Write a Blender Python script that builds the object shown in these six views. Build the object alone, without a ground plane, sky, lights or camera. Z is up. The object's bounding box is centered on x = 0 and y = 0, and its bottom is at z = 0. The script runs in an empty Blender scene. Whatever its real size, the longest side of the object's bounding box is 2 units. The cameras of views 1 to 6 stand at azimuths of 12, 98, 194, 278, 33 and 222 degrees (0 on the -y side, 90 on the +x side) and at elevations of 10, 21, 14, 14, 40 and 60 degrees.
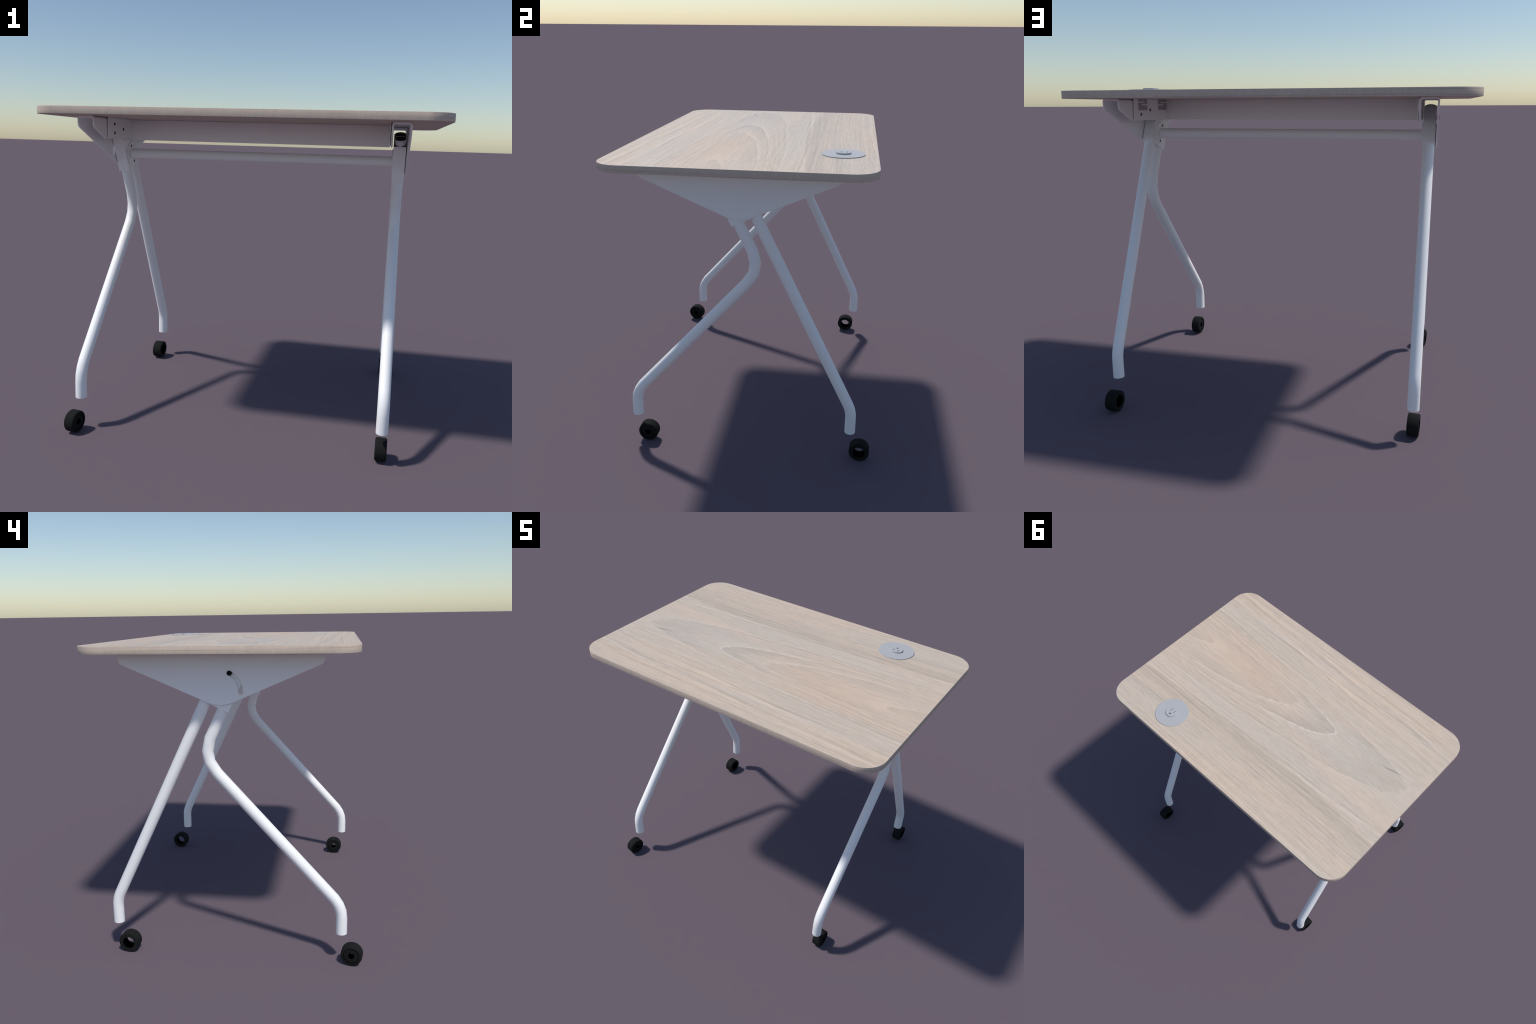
"""Flip-top training table on castors: light wood top, white bent-tube legs."""
import bpy, bmesh, math
from mathutils import Vector, Matrix

# ------------------------------------------------------------------ helpers
def link(ob, parent=None):
    bpy.context.scene.collection.objects.link(ob)
    if parent is not None:
        ob.parent = parent
    return ob

def mesh_obj(name, bm, mat, parent, smooth=None, loc=None):
    bmesh.ops.recalc_face_normals(bm, faces=bm.faces[:])
    if smooth is not None:
        for f in bm.faces:
            f.smooth = True
        for e in bm.edges:
            if len(e.link_faces) == 2 and e.calc_face_angle(0.0) > smooth:
                e.smooth = False
    me = bpy.data.meshes.new(name)
    bm.to_mesh(me)
    bm.free()
    me.materials.append(mat)
    ob = bpy.data.objects.new(name, me)
    if loc is not None:
        ob.location = loc
    return link(ob, parent)

def add_box(bm, x0, x1, y0, y1, z0, z1, bevel=0.0, seg=2):
    r = bmesh.ops.create_cube(bm, size=1.0)
    vs = r["verts"]
    for v in vs:
        v.co = Vector(((x0 + x1) / 2 + v.co.x * (x1 - x0),
                       (y0 + y1) / 2 + v.co.y * (y1 - y0),
                       (z0 + z1) / 2 + v.co.z * (z1 - z0)))
    if bevel > 0:
        es = list({e for v in vs for e in v.link_edges})
        bmesh.ops.bevel(bm, geom=es, offset=bevel, segments=seg, affect='EDGES', profile=0.5)

def extrude_x(bm, loops, x0, x1):
    """Extrude a (y, z) outline, with optional holes, from x0 to x1."""
    edges, loopverts = [], []
    for lp in loops:
        vs = [bm.verts.new((x0, y, z)) for y, z in lp]
        loopverts.append(vs)
        edges += [bm.edges.new((vs[i], vs[(i + 1) % len(vs)])) for i in range(len(vs))]
    if len(loops) == 1:
        faces = [bm.faces.new(loopverts[0])]
    else:
        r = bmesh.ops.triangle_fill(bm, edges=edges, use_beauty=True, use_dissolve=False)
        faces = [g for g in r["geom"] if isinstance(g, bmesh.types.BMFace)]
    r = bmesh.ops.extrude_face_region(bm, geom=faces)
    for g in r["geom"]:
        if isinstance(g, bmesh.types.BMVert):
            g.co.x = x1

def arc(cy, cz, r, a0, a1, n):
    return [(cy + r * math.cos(math.radians(a0 + (a1 - a0) * i / n)),
             cz + r * math.sin(math.radians(a0 + (a1 - a0) * i / n))) for i in range(n + 1)]

def add_cyl_x(bm, y, z, r, x0, x1, n=40):
    extrude_x(bm, [arc(y, z, r, 0, 360, n)[:-1]], x0, x1)

def add_cyl_z(bm, x, y, r, z0, z1, n=64):
    a = [bm.verts.new((x + r * math.cos(2 * math.pi * i / n), y + r * math.sin(2 * math.pi * i / n), z0)) for i in range(n)]
    b = [bm.verts.new((v.co.x, v.co.y, z1)) for v in a]
    for i in range(n):
        j = (i + 1) % n
        bm.faces.new((a[i], a[j], b[j], b[i]))
    bm.faces.new(b)
    bm.faces.new(a[::-1])
    return a, b

def sweep_tube(bm, path, x, r, n=36, wall=None, end_depth=0.02):
    """Round tube along a (y, z) polyline with mitred joints; far end left open (hollow)."""
    P = [Vector(p) for p in path]
    rings = []
    for i, p in enumerate(P):
        if i == 0:
            t = (P[1] - P[0]).normalized(); k = 1.0
        elif i == len(P) - 1:
            t = (P[-1] - P[-2]).normalized(); k = 1.0
        else:
            a = (P[i] - P[i - 1]).normalized(); b = (P[i + 1] - P[i]).normalized()
            t = (a + b).normalized(); k = 1.0 / max(0.5, t.dot(a))
        nrm = Vector((-t.y, t.x)) * k
        rings.append((p, nrm, t))
    def ring(p, nrm, rad):
        out = []
        for j in range(n):
            a = 2 * math.pi * j / n
            q = p + nrm * (rad * math.sin(a))
            out.append(bm.verts.new((x + rad * math.cos(a), q.x, q.y)))
        return out
    vs = [ring(p, nrm, r) for p, nrm, t in rings]
    if wall:
        p, nrm, t = rings[-1]
        vs.append(ring(p, nrm, r - wall))
        vs.append(ring(p - t * end_depth, nrm, r - wall))
    for a, b in zip(vs[:-1], vs[1:]):
        for j in range(n):
            k2 = (j + 1) % n
            bm.faces.new((a[j], a[k2], b[k2], b[j]))
    bm.faces.new(vs[0][::-1])
    bm.faces.new(vs[-1])

def revolve_x(bm, prof, n=56):
    """Revolve a closed (x, radius) profile round the X axis."""
    rings = []
    for x, r in prof:
        rings.append([bm.verts.new((x, r * math.cos(2 * math.pi * j / n), r * math.sin(2 * math.pi * j / n))) for j in range(n)])
    m = len(rings)
    for i in range(m):
        a, b = rings[i], rings[(i + 1) % m]
        for j in range(n):
            k = (j + 1) % n
            bm.faces.new((a[j], a[k], b[k], b[j]))

def round_profile(x0, x1, r0, r1, f, n=5):
    """Closed ring cross-section: outer corners filleted by f, inner by a hair."""
    pts = [(x0, r0), ]
    pts += [(x0 + f - f * math.cos(math.pi / 2 * i / n), r1 - f + f * math.sin(math.pi / 2 * i / n)) for i in range(n + 1)]
    pts += [(x1 - f + f * math.sin(math.pi / 2 * i / n), r1 - f + f * math.cos(math.pi / 2 * i / n)) for i in range(n + 1)]
    pts += [(x1, r0)]
    return pts

# ---------------------------------------------------------------- materials
class NT:
    def __init__(self, name):
        self.mat = bpy.data.materials.new(name)
        self.mat.use_nodes = True
        self.t = self.mat.node_tree
        self.bsdf = next(n for n in self.t.nodes if n.type == 'BSDF_PRINCIPLED')
    def node(self, kind, **kw):
        n = self.t.nodes.new(kind)
        for k, v in kw.items():
            setattr(n, k, v)
        return n
    def put(self, sock, v):
        if isinstance(v, (int, float, tuple, list)):
            sock.default_value = v
        else:
            self.t.links.new(v, sock)
    def math(self, op, a, b=0.0, c=0.0, clamp=False):
        n = self.node("ShaderNodeMath", operation=op, use_clamp=clamp)
        self.put(n.inputs[0], a); self.put(n.inputs[1], b); self.put(n.inputs[2], c)
        return n.outputs[0]
    def mix(self, f, a, b, blend='MIX'):
        n = self.node("ShaderNodeMix", data_type='RGBA', blend_type=blend)
        n.clamp_factor = True
        self.put(n.inputs[0], f); self.put(n.inputs[6], a); self.put(n.inputs[7], b)
        return n.outputs[2]
    def smooth(self, v, a, b, lo=0.0, hi=1.0):
        n = self.node("ShaderNodeMapRange", interpolation_type='SMOOTHSTEP')
        self.put(n.inputs[0], v)
        n.inputs[1].default_value = a; n.inputs[2].default_value = b
        n.inputs[3].default_value = lo; n.inputs[4].default_value = hi
        return n.outputs[0]
    def ramp(self, v, stops, interp='LINEAR'):
        n = self.node("ShaderNodeValToRGB")
        cr = n.color_ramp
        cr.interpolation = interp
        while len(cr.elements) < len(stops):
            cr.elements.new(0.5)
        for e, (p, c) in zip(cr.elements, stops):
            e.position = p
            e.color = (c, c, c, 1) if isinstance(c, (int, float)) else (*c, 1)
        self.put(n.inputs[0], v)
        return n.outputs[0]
    def noise(self, vec, scale, detail=3.0, rough=0.55, dist=0.0, loc=(0, 0, 0), turn=0.0):
        m = self.node("ShaderNodeMapping")
        m.inputs["Scale"].default_value = scale
        m.inputs["Location"].default_value = loc
        if turn:
            r = self.node("ShaderNodeVectorRotate", rotation_type='Z_AXIS')
            r.inputs["Angle"].default_value = math.radians(turn)
            self.put(r.inputs["Vector"], vec)
            vec = r.outputs[0]
        self.put(m.inputs["Vector"], vec)
        n = self.node("ShaderNodeTexNoise")
        n.inputs["Scale"].default_value = 1.0
        n.inputs["Detail"].default_value = detail
        n.inputs["Roughness"].default_value = rough
        n.inputs["Distortion"].default_value = dist
        self.put(n.inputs["Vector"], m.outputs[0])
        return n.outputs["Fac"]
    def coords(self):
        tc = self.node("ShaderNodeTexCoord")
        sp = self.node("ShaderNodeSeparateXYZ")
        self.put(sp.inputs[0], tc.outputs["Object"])
        return tc.outputs["Object"], sp.outputs[0], sp.outputs[1], sp.outputs[2]

def paint(name, col, rough=0.5, spec=0.5, var=0.03, metallic=0.0):
    m = NT(name)
    obj, x, y, z = m.coords()
    n = m.noise(obj, (9, 9, 9), 2)
    lo = tuple(c * (1 - var) for c in col) + (1,)
    hi = tuple(min(1, c * (1 + var)) for c in col) + (1,)
    m.put(m.bsdf.inputs["Base Color"], m.mix(n, lo, hi))
    m.bsdf.inputs["Roughness"].default_value = rough
    m.bsdf.inputs["Specular IOR Level"].default_value = spec
    m.bsdf.inputs["Metallic"].default_value = metallic
    return m.mat

def wood_top():
    m = NT("pale_oak_laminate")
    obj, x, y, z = m.coords()
    # gentle warps so that no line runs ruler straight
    wx = m.math('SUBTRACT', m.noise(obj, (2.2, 5.0, 1), 3), 0.5)
    wy = m.math('SUBTRACT', m.noise(obj, (1.3, 2.0, 1), 2, loc=(3, 7, 0)), 0.5)
    jag = m.math('SUBTRACT', m.noise(obj, (7.0, 60.0, 1), 2, loc=(1, 4, 0)), 0.5)
    yw = m.math('MULTIPLY_ADD', wy, 0.05, y)
    # cathedral field: lop-sided tongues opening to +x, broad on the +y flank, tight on the other
    dy = m.math('ADD', yw, 0.145)
    pos = m.math('MAXIMUM', dy, 0.0)
    neg = m.math('MAXIMUM', m.math('MULTIPLY', dy, -1.0), 0.0)
    tight = m.math('MULTIPLY', m.math('LOGARITHM', m.math('MULTIPLY_ADD', neg, 14.2, 1.0), math.e), 0.25)
    u = m.math('ADD', pos, tight)
    u2 = m.math('MULTIPLY', u, u)
    fade = m.math('EXPONENT', m.math('MULTIPLY', u2, -5.0))
    xw = m.math('MULTIPLY_ADD', jag, 0.12, m.math('MULTIPLY_ADD', wx, 0.15, x))
    F = m.math('SUBTRACT', m.math('MULTIPLY', xw, fade), m.math('MULTIPLY', u2, 11.0))
    # four main arches: saw-tooth (slow rise, sharp edge)
    lv = m.math('MULTIPLY_ADD', F, 0.4, 0.5, clamp=True)       # -1.25..1.25 -> 0..1
    P = lambda f: 0.5 + 0.4 * f
    saw = m.ramp(lv, [(0.0, 0.42), (P(-0.94), 0.60), (P(-0.925), 0.95), (P(-0.905), 0.12), (P(-0.6), 0.40),
                      (P(-0.335), 0.62), (P(-0.315), 1.0), (P(-0.295), 0.02), (P(-0.14), 0.36),
                      (P(-0.02), 0.62), (P(0.0), 0.92), (P(0.02), 0.15), (P(0.35), 0.40),
                      (P(0.80), 0.60), (P(0.815), 0.95), (P(0.835), 0.2), (1.0, 0.5)])
    # outer growth lines, irregular spacing
    F1 = m.node("ShaderNodeCombineXYZ")
    m.put(F1.inputs[0], F)
    irr = m.noise(F1.outputs[0], (2.3, 1, 1), 3)
    s = m.math('ADD', m.math('MULTIPLY', F, 3.4), m.math('MULTIPLY', irr, 3.2))
    fr = m.math('FRACT', s)
    outer = m.ramp(fr, [(0.0, 0.0), (0.10, 0.08), (0.22, 0.38), (0.5, 0.48), (0.84, 0.58), (0.95, 0.95), (1.0, 0.80)])
    w_out = m.smooth(F, -1.02, -1.25)
    flank = m.smooth(u, 0.13, 0.28)
    rings = m.mix(w_out, saw, (0.47, 0.47, 0.47, 1))
    lump = m.noise(obj, (2.6, 11.0, 1), 3, loc=(5, 1, 0))
    ringamp = m.smooth(lump, 0.32, 0.64, 0.38, 1.0)
    rings = m.mix(ringamp, (0.5, 0.5, 0.5, 1), rings)
    # fibre
    fib = m.noise(obj, (8, 330, 1), 4, 0.65)
    fib2 = m.noise(obj, (1.7, 75, 1), 3, 0.6, loc=(2, 9, 0))
    fib3 = m.noise(obj, (14, 170, 1), 3, 0.6, loc=(8, 2, 0), turn=4.0)
    # long fine lines running with the grain, outside the figure
    lw = m.node("ShaderNodeCombineXYZ")
    m.put(lw.inputs[0], x)
    m.put(lw.inputs[1], m.math('MULTIPLY_ADD', wy, 0.022, y))
    ln = m.noise(lw.outputs[0], (0.5, 48, 1), 3, 0.65, loc=(1, 5, 0))
    dark_ln = m.math('MULTIPLY', m.smooth(ln, 0.545, 0.60), m.smooth(ln, 0.66, 0.60))
    lite_ln = m.smooth(ln, 0.40, 0.34)
    # broad colour: beige-pink against grey
    broad = m.noise(obj, (0.8, 5.5, 1), 3, 0.5, loc=(0.4, 3.3, 0))
    bsel = m.smooth(broad, 0.30, 0.70)
    pink = (0.652, 0.508, 0.392, 1)
    grey = (0.582, 0.496, 0.404, 1)
    col = m.mix(bsel, pink, grey)
    # bands running the length: y -0.67..0.67 -> 0..1
    xs = m.math('ADD', x, 0.15)
    ybow = m.math('MULTIPLY_ADD', m.math('MULTIPLY', xs, xs), -0.055, m.math('MULTIPLY_ADD', wy, 0.03, y))
    yb = m.math('MULTIPLY_ADD', ybow, 0.75, 0.5)
    Y = lambda v: 0.5 + 0.75 * v
    g_band = m.ramp(yb, [(0, .25), (Y(-.60), .10), (Y(-.545), .15), (Y(-.525), .85), (Y(-.50), .75), (Y(-.47), .2), (Y(-.38), .15),
                         (Y(.10), .1), (Y(.18), .5), (Y(.25), .8), (Y(.265), .35), (Y(.34), .45), (Y(.39), .2), (Y(.44), .7), (Y(.49), .1), (Y(.54), .5), (Y(.58), .2), (1, .15)])
    col = m.mix(m.math('MULTIPLY', g_band, 0.45), col, (0.580, 0.515, 0.452, 1))
    d_band = m.ramp(yb, [(0, .1), (Y(-.45), .1), (Y(.262), .0), (Y(.272), 1.0), (Y(.34), .8), (Y(.385), .35), (Y(.42), .6), (Y(.47), .2), (1, .1)])
    col = m.mix(m.math('MULTIPLY', d_band, 0.60), col, (0.480, 0.402, 0.325, 1))
    # warm heart of the figure
    hx = m.math('MULTIPLY', m.math('SUBTRACT', x, 0.45), 2.4)
    hy = m.math('MULTIPLY', m.math('ADD', y, 0.17), 6.5)
    heart = m.math('EXPONENT', m.math('MULTIPLY', m.math('ADD', m.math('MULTIPLY', hx, hx), m.math('MULTIPLY', hy, hy)), -1.0))
    col = m.mix(m.math('MULTIPLY', heart, 0.65), col, (0.655, 0.485, 0.365, 1))
    # greyer toward the arch tips at -x
    tx = m.math('MULTIPLY', m.math('ADD', x, 0.55), 2.2)
    ty = m.math('MULTIPLY', m.math('ADD', y, 0.10), 6.0)
    tip = m.math('EXPONENT', m.math('MULTIPLY', m.math('ADD', m.math('MULTIPLY', tx, tx), m.math('MULTIPLY', ty, ty)), -1.0))
    col = m.mix(m.math('MULTIPLY', tip, 0.45), col, (0.560, 0.487, 0.430, 1))
    # apply relief-like value changes
    val = m.math('MULTIPLY_ADD', m.math('SUBTRACT', rings, 0.47), 0.33, 1.0)
    val = m.math('MULTIPLY_ADD', m.math('MULTIPLY', m.math('SUBTRACT', outer, 0.47), m.math('MULTIPLY', flank, ringamp)), 0.21, val)
    far = m.smooth(u, 0.20, 0.45, 0.2, 1.0)
    val = m.math('MULTIPLY_ADD', m.math('MULTIPLY', dark_ln, far), -0.11, val)
    val = m.math('MULTIPLY_ADD', m.math('MULTIPLY', lite_ln, far), 0.05, val)
    val = m.math('MULTIPLY_ADD', m.math('SUBTRACT', fib, 0.5), 0.38, val)
    por = m.noise(obj, (16, 230, 1), 2, 0.5, loc=(5, 5, 0), turn=3.0)
    val = m.math('MULTIPLY_ADD', m.smooth(por, 0.57, 0.68), -0.10, val)
    val = m.math('MULTIPLY_ADD', m.smooth(por, 0.42, 0.32), 0.06, val)
    val = m.math('MULTIPLY_ADD', m.math('SUBTRACT', fib2, 0.5), 0.17, val)
    val = m.math('MULTIPLY_ADD', m.math('SUBTRACT', fib3, 0.5), 0.28, val)
    # cross flecks towards the long edges
    ay = m.math('ABSOLUTE', y)
    fl = m.math('SUBTRACT', m.noise(obj, (190, 16, 1), 2, 0.6, loc=(4, 4, 0)), 0.5)
    val = m.math('MULTIPLY_ADD', m.math('MULTIPLY', fl, m.smooth(ay, 0.38, 0.52)), 0.14, val)
    # one narrow bark streak
    kx = m.math('ADD', x, 0.765)
    ky = m.math('SUBTRACT', m.math('ADD', y, 0.170), m.math('MULTIPLY', kx, 0.218))
    ka = m.math('MULTIPLY', kx, 17.0)
    kb = m.math('MULTIPLY', ky, 190.0)
    kn = m.math('EXPONENT', m.math('MULTIPLY', m.math('ADD', m.math('MULTIPLY', ka, ka), m.math('MULTIPLY', kb, kb)), -1.0))
    val = m.math('MULTIPLY_ADD', kn, -0.38, val)
    c3 = m.node("ShaderNodeCombineXYZ")
    for i in range(3):
        m.put(c3.inputs[i], val)
    col = m.mix(1.0, col, c3.outputs[0], 'MULTIPLY')
    # pale rim of the arches is cooler
    pale = m.smooth(rings, 0.68, 0.92)
    col = m.mix(m.math('MULTIPLY', pale, 0.8), col, (0.695, 0.640, 0.580, 1))
    m.put(m.bsdf.inputs["Base Color"], col)
    m.bsdf.inputs["Roughness"].default_value = 0.50
    m.bsdf.inputs["Specular IOR Level"].default_value = 0.4
    bp = m.node("ShaderNodeBump")
    bp.inputs["Strength"].default_value = 0.06
    bp.inputs["Distance"].default_value = 0.002
    m.put(bp.inputs["Height"], val)
    m.put(m.bsdf.inputs["Normal"], bp.outputs[0])
    return m.mat

def wood_edge():
    m = NT("oak_edge_tape")
    obj, x, y, z = m.coords()
    tick = m.noise(obj, (210, 210, 45), 2, 0.6)
    tick2 = m.noise(obj, (40, 40, 10), 2, 0.6, loc=(3, 1, 0))
    mot = m.noise(obj, (60, 60, 160), 3, 0.6, loc=(6, 2, 0))
    stre = m.noise(obj, (0.9, 0.9, 210), 1, 0.5, loc=(1, 8, 3))
    col = m.mix(m.smooth(mot, 0.3, 0.7), (0.640, 0.505, 0.408, 1), (0.575, 0.495, 0.420, 1))
    val = m.math('MULTIPLY_ADD', m.math('SUBTRACT', tick, 0.5), 0.35, 1.0)
    val = m.math('MULTIPLY_ADD', m.math('SUBTRACT', tick2, 0.5), 0.18, val)
    val = m.math('MULTIPLY_ADD', m.math('SUBTRACT', mot, 0.5), 0.12, val)
    ln = m.smooth(stre, 0.42, 0.33)
    val = m.math('MULTIPLY_ADD', ln, -0.20, val)
    c3 = m.node("ShaderNodeCombineXYZ")
    for i in range(3):
        m.put(c3.inputs[i], val)
    col = m.mix(1.0, col, c3.outputs[0], 'MULTIPLY')
    m.put(m.bsdf.inputs["Base Color"], col)
    m.bsdf.inputs["Roughness"].default_value = 0.6
    m.bsdf.inputs["Specular IOR Level"].default_value = 0.35
    return m.mat

WHITE = paint("white_powder_coat", (0.965, 0.963, 0.960), 0.5, 0.4, 0.010)
GREY = paint("grey_satin_metal", (0.450, 0.452, 0.462), 0.5, 0.45, 0.02)
BLACK = paint("black_rubber", (0.0130, 0.0133, 0.0130), 0.85, 0.12, 0.10)
HUBM = paint("black_hub_plastic", (0.0120, 0.0120, 0.0122), 0.85, 0.12, 0.08)
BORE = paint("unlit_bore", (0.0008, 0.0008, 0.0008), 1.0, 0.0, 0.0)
DARK = paint("dark_hardware", (0.035, 0.035, 0.037), 0.5, 0.5, 0.05)
CLIP = paint("spring_steel_clip", (0.42, 0.41, 0.42), 0.55, 0.4, 0.03)
WOOD = wood_top()
EDGE = wood_edge()

# -------------------------------------------------------------- dimensions
HX, HY, RC = 1.0, 0.667, 0.125         # half sizes and corner radius of the top
ZT, ZB = 1.661, 1.6240                 # top and bottom of the table top
LX = 0.779                             # legs stand at x = +-LX
R = 0.0290                             # leg tube radius
LEAN = (-0.438, 0.899)                 # (y, z) upward direction of the tubes in the socket
PERP = (0.899, 0.438)
SOCK = (-0.036, 1.330)                 # lower front corner of the socket block
BAR = (0.0, 1.4345)                    # cross bar axis (y, z)

table = bpy.data.objects.new("folding_table", None)
table["label"] = "pale wood table top on white bent tube legs with black castors"
table["category"] = "folding table"
link(table)

# ---------------------------------------------------------------- table top
def rounded_rect(hx, hy, rc, n=18):
    pts = []
    for cx, cy, a0 in ((hx - rc, hy - rc, 0), (-hx + rc, hy - rc, 90), (-hx + rc, -hy + rc, 180), (hx - rc, -hy + rc, 270)):
        for i in range(n + 1):
            a = math.radians(a0 + 90 * i / n)
            pts.append((cx + rc * math.cos(a), cy + rc * math.sin(a)))
    return pts

LIP = 0.0014
bm = bmesh.new()
inner = rounded_rect(HX - LIP, HY - LIP, RC - LIP)
a = [bm.verts.new((x, y, ZT)) for x, y in inner]
b = [bm.verts.new((x, y, ZB)) for x, y in inner]
bm.faces.new(a)
bm.faces.new(b[::-1])
N = len(a)
for i in range(N):
    j = (i + 1) % N
    bm.faces.new((b[i], b[j], a[j], a[i]))
mesh_obj("table_top", bm, WOOD, table)

bm = bmesh.new()
prof = [(LIP, ZT), (0.0010, ZT), (0.0003, ZT - 0.0004), (0.0, ZT - 0.0012), (0.0, ZB + 0.0012), (0.0003, ZB + 0.0004), (0.0010, ZB), (LIP, ZB)]
rows = [[bm.verts.new((x, y, z)) for x, y in rounded_rect(HX - d, HY - d, RC - d)] for d, z in prof]
for p, q in zip(rows[:-1], rows[1:]):
    for i in range(N):
        j = (i + 1) % N
        bm.faces.new((p[i], p[j], q[j], q[i]))
ob = mesh_obj("edge_band", bm, EDGE, table, smooth=math.radians(50))

# ------------------------------------------------- power outlet in the top
GX, GY = 0.5575, 0.490
Z1, Z2 = ZT + 0.0042, ZT + 0.0115
def cutters(bm):
    add_box(bm, GX + 0.0121, GX + 0.0169, GY - 0.0205, GY + 0.0025, ZT + 0.0006, Z2 + 0.02)
    add_box(bm, GX - 0.0164, GX - 0.0118, GY - 0.0185, GY + 0.0005, ZT + 0.0006, Z2 + 0.02)
    add_cyl_z(bm, GX - 0.0010, GY + 0.0190, 0.0068, ZT + 0.0006, Z2 + 0.02, 24)
    bmesh.ops.recalc_face_normals(bm, faces=bm.faces[:])

def boolean_cut(ob, bmfn):
    cb = bmesh.new()
    bmfn(cb)
    cm = bpy.data.meshes.new("cutter")
    cb.to_mesh(cm)
    cb.free()
    co = bpy.data.objects.new("cutter", cm)
    link(co)
    md = ob.modifiers.new("cut", 'BOOLEAN')
    md.operation = 'DIFFERENCE'
    md.solver = 'EXACT'
    md.object = co
    bpy.context.view_layer.update()
    dg = bpy.context.evaluated_depsgraph_get()
    new = bpy.data.meshes.new_from_object(ob.evaluated_get(dg))
    ob.modifiers.clear()
    ob.data = new
    bpy.data.objects.remove(co)
    bpy.data.meshes.remove(cm)

bm = bmesh.new()
lo, hi = add_cyl_z(bm, GX, GY, 0.1100, ZT, Z1, 96)
bmesh.ops.bevel(bm, geom=[e for e in bm.edges if all(v in set(hi) for v in e.verts)], offset=0.0007, segments=2, affect='EDGES')
cover = mesh_obj("outlet_cover", bm, GREY, table, smooth=math.radians(35))
bm = bmesh.new()
lo, hi = add_cyl_z(bm, GX, GY + 0.001, 0.0385, Z1 - 0.002, Z2, 72)
bmesh.ops.bevel(bm, geom=[e for e in bm.edges if all(v in set(hi) for v in e.verts)], offset=0.0010, segments=2, affect='EDGES')
plug = mesh_obj("socket", bm, GREY, cover, smooth=math.radians(35))
boolean_cut(plug, cutters)
boolean_cut(cover, cutters)
bm = bmesh.new()
add_box(bm, GX + 0.0119, GX + 0.0171, GY - 0.0208, GY + 0.0028, ZT + 0.0008, ZT + 0.0016)
add_box(bm, GX - 0.0166, GX - 0.0116, GY - 0.0188, GY + 0.0008, ZT + 0.0008, ZT + 0.0016)
add_cyl_z(bm, GX - 0.0010, GY + 0.0190, 0.0070, ZT + 0.0008, ZT + 0.0016, 24)
mesh_obj("contact_slot", bm, paint("slot_floor", (0.22, 0.15, 0.09), 0.7, 0.3), cover)

# ------------------------------------------------------------ bracket parts
ZF = ZB - 0.0005          # underside contact of the bracket
WALL = 0.0085
XI, XO = 0.7315, 0.8225   # inner and outer faces of the channel
ANG = math.atan(0.428)
HALF = 0.500
ZC = 1.5705               # where the sloped edge would meet the end line

def plate_bottom(side):
    """Points of the lower corner on one end (side = +1 / -1), going from vertical edge to slope."""
    f = 0.030
    # fillet between vertical line y = HALF and slope descending to the middle
    d = f * math.tan((math.pi / 2 - ANG) / 2)
    cy, cz = HALF - f, ZC + d
    return [(side * (cy + f * math.cos(a)), cz + f * math.sin(a)) for a in
            [-(math.pi / 2 - ANG) * i / 6 for i in range(7)]]

def slope_z(y):
    return ZC - (HALF - abs(y)) * math.tan(ANG)

def outer_outline(ztop):
    rb = 0.159
    apex = slope_z(0.0)
    cz = apex + rb / math.cos(ANG)
    pts = [(HALF, ztop)] + plate_bottom(1)
    pts += [(rb * math.sin(t), cz - rb * math.cos(t)) for t in [ANG - 2 * ANG * i / 12 for i in range(13)]]
    pts += plate_bottom(-1)[::-1] + [(-HALF, ztop)]
    return pts

def inner_outline(ztop, zbot):
    ye = HALF - (ZC - zbot) / math.tan(ANG)
    q = 0.010
    pts = [(HALF, ztop)] + plate_bottom(1)
    pts += [(ye + q, slope_z(ye + q)), (ye + q * 0.3, zbot + 0.0006), (ye - q * 0.6, zbot)]
    pts += [(-ye + q * 0.6, zbot), (-ye - q * 0.3, zbot + 0.0006), (-ye - q, slope_z(ye + q))]
    pts += plate_bottom(-1)[::-1] + [(-HALF, ztop)]
    return pts

def flange_section(bm, sx, ztop):
    """Bent top of the channel: a rounded inverted U, extruded along y."""
    ro = 0.014
    ri = ro - WALL
    zt = ZF
    sec = [(XO, ztop)] + [(XO - ro + ro * math.cos(a), zt - ro + ro * math.sin(a)) for a in [math.pi / 2 * i / 6 for i in range(7)]]
    sec += [(XI + ro - ro * math.sin(a), zt - ro + ro * math.cos(a)) for a in [math.pi / 2 * i / 6 for i in range(7)]] + [(XI, ztop)]
    sec += [(XI + WALL, ztop)] + [(XI + ro - ri * math.cos(a), zt - ro + ri * math.sin(a)) for a in [math.pi / 2 * i / 6 for i in range(7)]]
    sec += [(XO - ro + ri * math.sin(a), zt - ro + ri * math.cos(a)) for a in [math.pi / 2 * i / 6 for i in range(7)]] + [(XO - WALL, ztop)]
    a = [bm.verts.new((sx * x, -HALF, z)) for x, z in sec]
    b = [bm.verts.new((sx * x, HALF, z)) for x, z in sec]
    n = len(sec)
    skip = {n - 1}                                   # open undersides join the plates
    for i in range(n):
        j = (i + 1) % n
        if i == n - 1 or i == 15:
            continue
        bm.faces.new((a[i], a[j], b[j], b[i]))
    bm.faces.new(a[::-1])
    bm.faces.new(b)

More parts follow.
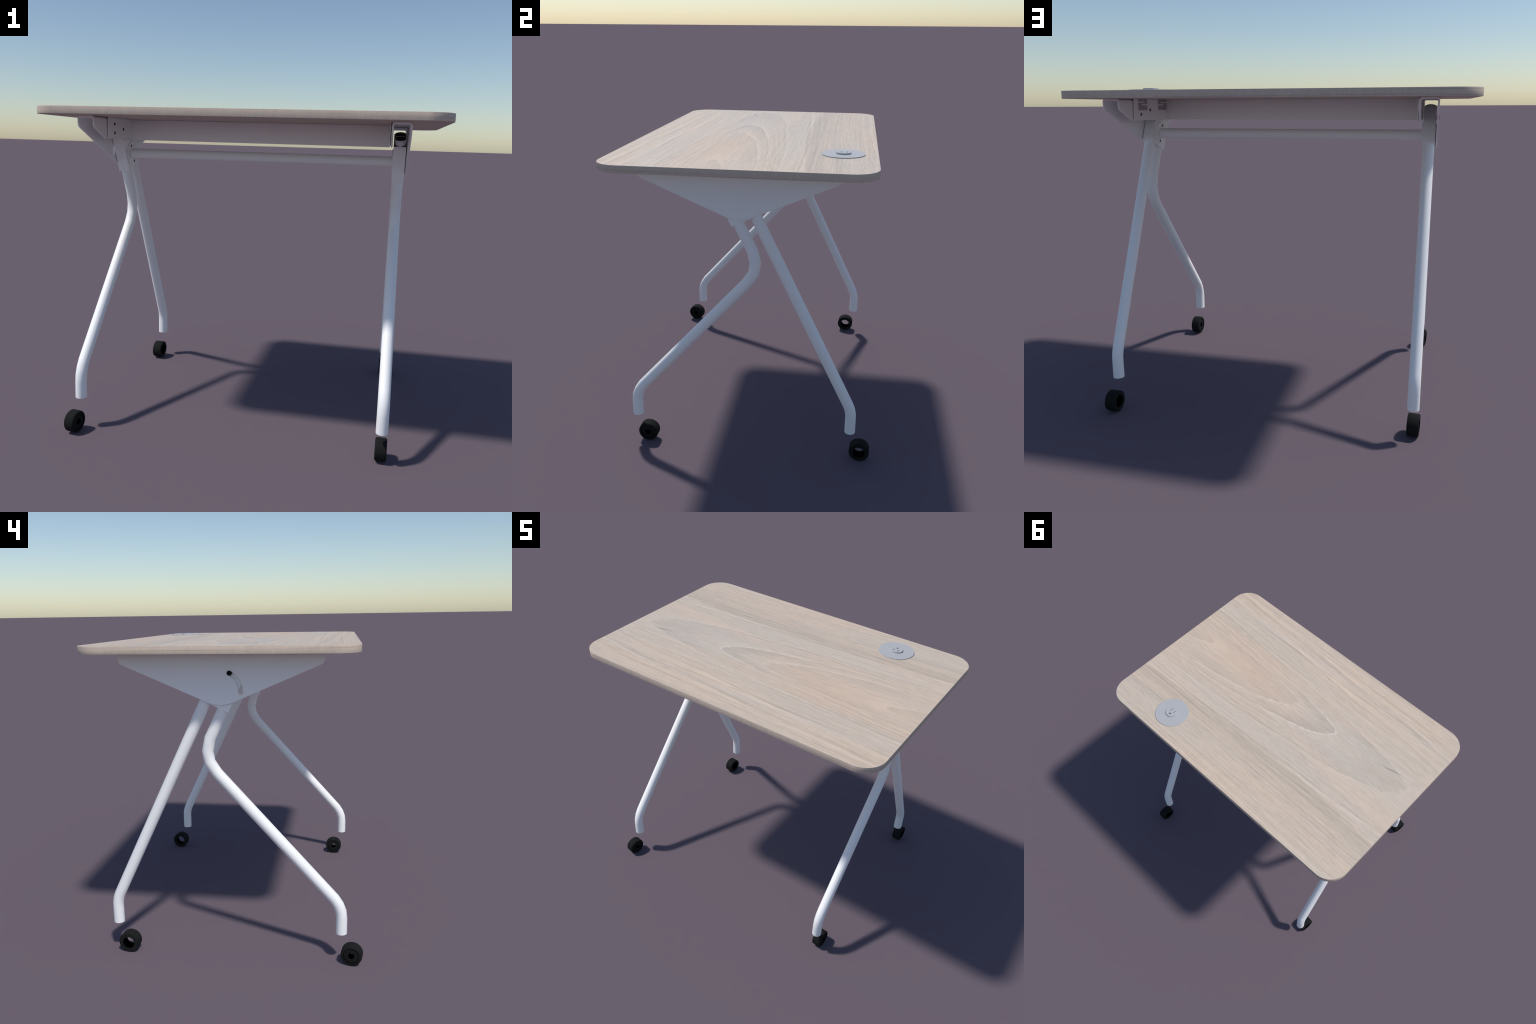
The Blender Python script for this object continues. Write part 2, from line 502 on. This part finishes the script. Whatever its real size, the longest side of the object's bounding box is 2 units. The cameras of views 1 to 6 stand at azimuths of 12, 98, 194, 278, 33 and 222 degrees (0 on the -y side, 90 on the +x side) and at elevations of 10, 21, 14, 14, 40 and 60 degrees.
def slot_outline():
    """Curved guide slot about the pivot."""
    rr, h = 0.1014, 0.0116
    a0, a1 = 118.0, 182.0
    ctr = lambda a: (BAR[0] + rr * math.cos(math.radians(a)), BAR[1] + rr * math.sin(math.radians(a)))
    pts = arc(BAR[0], BAR[1], rr + h, a0, a1, 14)
    c = ctr(a1)
    pts += arc(c[0], c[1], h, a1, a1 + 180, 8)[1:]
    pts += arc(BAR[0], BAR[1], rr - h, a1, a0, 14)[1:]
    c = ctr(a0)
    pts += arc(c[0], c[1], h, a0 + 180, a0 + 360, 8)[1:-1]
    return pts, ctr(a0)

def v_s(v, s):
    return (SOCK[0] + PERP[0] * v + LEAN[0] * s, SOCK[1] + PERP[1] * v + LEAN[1] * s)

V_FRONT, V_BACK, DEPTH, S_TOP = 0.0315, 0.1285, 0.160, 0.205
front_axis = v_s(V_FRONT, 0.0)
back_axis = v_s(V_BACK, 0.0)
FRONT_PATH = [(-0.6045, 0.168), (-0.604, 0.2525), (-0.5996, 0.2913), (-0.5858, 0.327), (-0.5637, 0.361),
              (0.034, 1.021), (0.070, 1.078), (0.0785, 1.1346), (0.063, 1.200), v_s(V_FRONT, 0.236)]
BACK_PATH = [(0.6048, 0.168), (0.6045, 0.252), (0.6035, 0.283), (0.5975, 0.3115), (0.588, 0.337), v_s(V_BACK, 0.2155)]

slot, pin_at = slot_outline()
Z_CUT = 1.600
for sx in (-1, 1):
    # side channel
    bm = bmesh.new()
    flange_section(bm, sx, Z_CUT)
    loops = [outer_outline(Z_CUT)]
    if sx < 0:
        loops.append(slot)
    extrude_x(bm, loops, sx * XO, sx * (XO - WALL))
    extrude_x(bm, [inner_outline(Z_CUT, 1.5125)], sx * (XI + WALL), sx * XI)
    bmesh.ops.remove_doubles(bm, verts=bm.verts[:], dist=1e-5)
    # drop the internal faces at the joint level
    dead = [f for f in bm.faces if all(abs(v.co.z - Z_CUT) < 1e-5 for v in f.verts)]
    bmesh.ops.delete(bm, geom=dead, context='FACES')
    bracket = mesh_obj("side_bracket", bm, WHITE, table, smooth=math.radians(30))
    md = bracket.modifiers.new("edge_round", 'BEVEL')
    md.width = 0.0016
    md.segments = 2
    md.limit_method = 'ANGLE'
    md.angle_limit = math.radians(50)

    # end plate of the beam against the bracket
    XP0, XP1 = 0.7225, 0.7268
    bm = bmesh.new()
    c = 0.010
    outl = [(-0.356, ZF)] + arc(-0.356 + c, 1.5135 + c, c, 180, 270, 4) + arc(0.356 - c, 1.5135 + c, c, 270, 360, 4) + [(0.356, ZF)]
    extrude_x(bm, [outl], sx * XP0, sx * XP1)
    plate = mesh_obj("end_plate", bm, WHITE, bracket, smooth=math.radians(30))
    bm = bmesh.new()
    lo, hi = sorted((sx * (XP1 - 0.0002), sx * (XI + 0.0002)))
    add_box(bm, lo, hi, -0.335, 0.335, 1.5200, ZF - 0.0004)
    mesh_obj("spacer", bm, WHITE, bracket)
    for k in (-1, 1):
        for py, pz in ((0.2815, 1.591), (0.2815, 1.5448), (0.170, 1.567)):
            if sx > 0 and k > 0 and pz > 1.58:
                continue
            bm = bmesh.new()
            add_cyl_x(bm, k * py, pz, 0.0085, sx * (XP0 - 0.0012), sx * XP0 + sx * 0.001, 20)
            mesh_obj("screw", bm, DARK, bracket, smooth=math.radians(35))

    # leg socket block; black slab on top draws the sleeve's shadowed inside
    bm = bmesh.new()
    XS0, XS1 = 0.7465, 0.8100
    outl = [v_s(0, 0), v_s(DEPTH, 0), v_s(DEPTH, S_TOP), v_s(0, S_TOP)]
    extrude_x(bm, [outl], sx * XS0, sx * XS1)
    bmesh.ops.recalc_face_normals(bm, faces=bm.faces[:])
    bmesh.ops.bevel(bm, geom=bm.edges[:], offset=0.0012, segments=2, affect='EDGES')
    sock = mesh_obj("leg_socket", bm, WHITE, table, smooth=math.radians(40))
    bm = bmesh.new()
    e = 0.003
    extrude_x(bm, [[v_s(e, S_TOP - 0.004), v_s(DEPTH - e, S_TOP - 0.004), v_s(DEPTH - e, S_TOP + 0.0015), v_s(e, S_TOP + 0.0015)]],
              sx * (XS0 + e), sx * (XS1 - e))
    mesh_obj("socket_shadow_slab", bm, BLACK, sock)
    for v, s in ((V_FRONT, 0.236), (V_BACK, 0.2155)):
        bm = bmesh.new()
        p0, p1 = v_s(v, s - 0.006), v_s(v, s - 0.0012)
        sweep_tube(bm, [p0, p1], sx * LX, R - 0.0016, 32)
        mesh_obj("tube_shadow_disc", bm, DARK, sock, smooth=math.radians(40))  # dark disc modelled for the shade inside the hollow tube end

    # pivot rings either side of the socket
    bm = bmesh.new()
    add_cyl_x(bm, BAR[0], BAR[1], 0.0660, sx * 0.7410, sx * XS0, 64)
    add_cyl_x(bm, BAR[0], BAR[1], 0.0600, sx * XS1, sx * (XO - WALL - 0.0008), 64)
    ring = mesh_obj("pivot_flange", bm, WHITE, table, smooth=math.radians(40))
    md = ring.modifiers.new("edge_round", 'BEVEL')
    md.width = 0.0012
    md.segments = 2
    md.limit_method = 'ANGLE'
    md.angle_limit = math.radians(50)
    for k in (-1, 1):
        bm = bmesh.new()
        add_cyl_x(bm, BAR[0] + k * LEAN[0] * 0.0475, BAR[1] + k * LEAN[1] * 0.0475, 0.0080, sx * 0.7400, sx * 0.7420, 20)
        mesh_obj("screw", bm, DARK, ring, smooth=math.radians(35))

    # legs
    for nm, path in (("front_leg", FRONT_PATH), ("rear_leg", BACK_PATH)):
        bm = bmesh.new()
        sweep_tube(bm, path, sx * LX, R, 36, wall=0.0014, end_depth=0.010)
        mesh_obj("leg", bm, WHITE, table, smooth=math.radians(45))

    if sx < 0:
        bm = bmesh.new()
        add_cyl_x(bm, pin_at[0], pin_at[1], 0.0118, -0.8115, -0.8255, 28)
        mesh_obj("locking_pin", bm, BLACK, bracket, smooth=math.radians(35))
    else:
        # dark S-shaped spring clips hanging on the end plate
        for nm, y0, y1, flip in (("clip", 0.205, 0.310, False), ("clip", -0.0435, 0.066, True)):
            zt, zb = ZF - 0.0004, 1.5660
            n1, n2, th = 1.6078, 1.5946, 0.0066
            w = y1 - y0
            h = th / 2
            # outline written for the unflipped clip, u = 0 at +y
            o = [(0, zt), (1, zt), (1, n2 + h), (0.36, n2 + h), (0.36, n2 - h), (1, n2 - h), (1, zb), (0.06, zb),
                 (0, zb + 0.004), (0, n1 - h), (0.70, n1 - h), (0.70, n1 + h), (0, n1 + h)]
            pts = [((y1 - u * w) if not flip else (y0 + u * w), z) for u, z in o]
            bm = bmesh.new()
            extrude_x(bm, [pts], XP0 - 0.0014, XP0 + 0.0006)
            mesh_obj("spring_clip", bm, CLIP, bracket)

# ----------------------------------------------------------- beam and bar
bm = bmesh.new()
add_box(bm, -0.7228, 0.7228, -0.0600, -0.0450, 1.5110, ZF, 0.002, 2)
mesh_obj("beam", bm, WHITE, table, smooth=math.radians(40))
bm = bmesh.new()
add_cyl_x(bm, BAR[0], BAR[1], 0.0282, -0.7408, 0.7408, 40)
mesh_obj("cross_bar", bm, WHITE, table, smooth=math.radians(40))

# ------------------------------------------------------------------ castors
RW, HW = 0.0564, 0.0288
RW2, HW2 = 0.0554, 0.0284
bm = bmesh.new()
revolve_x(bm, round_profile(-HW, HW, 0.0415, RW, 0.0095, 7))
front_tyre = None
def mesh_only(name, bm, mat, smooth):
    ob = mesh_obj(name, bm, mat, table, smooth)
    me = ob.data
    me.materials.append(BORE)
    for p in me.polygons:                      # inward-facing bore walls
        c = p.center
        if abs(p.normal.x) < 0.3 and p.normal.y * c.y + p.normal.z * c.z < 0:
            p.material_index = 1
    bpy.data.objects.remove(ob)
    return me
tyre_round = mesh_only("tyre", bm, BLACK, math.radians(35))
bm = bmesh.new()
revolve_x(bm, round_profile(-HW2, HW2, 0.0325, RW2, 0.0030, 3))
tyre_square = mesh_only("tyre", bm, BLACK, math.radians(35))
bm = bmesh.new()
revolve_x(bm, round_profile(-HW + 0.0028, HW - 0.0028, 0.0165, 0.0403, 0.002, 3))
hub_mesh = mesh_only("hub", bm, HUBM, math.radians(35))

WHEELS = [((-0.7900, -0.6610), -9.0, True), ((0.7800, -0.5465), -1.0, True),
          ((-0.7830, 0.5475), -4.5, False), ((0.7805, 0.6620), -3.0, False)]
for (wx, wy), yaw, has_hub in WHEELS:
    ty = bpy.data.objects.new("wheel", tyre_round if has_hub else tyre_square)
    ty.location = (wx, wy, RW if has_hub else RW2)
    ty.rotation_euler = (0, 0, math.radians(yaw))
    link(ty, table)
    if has_hub:
        link(bpy.data.objects.new("hub", hub_mesh), ty)
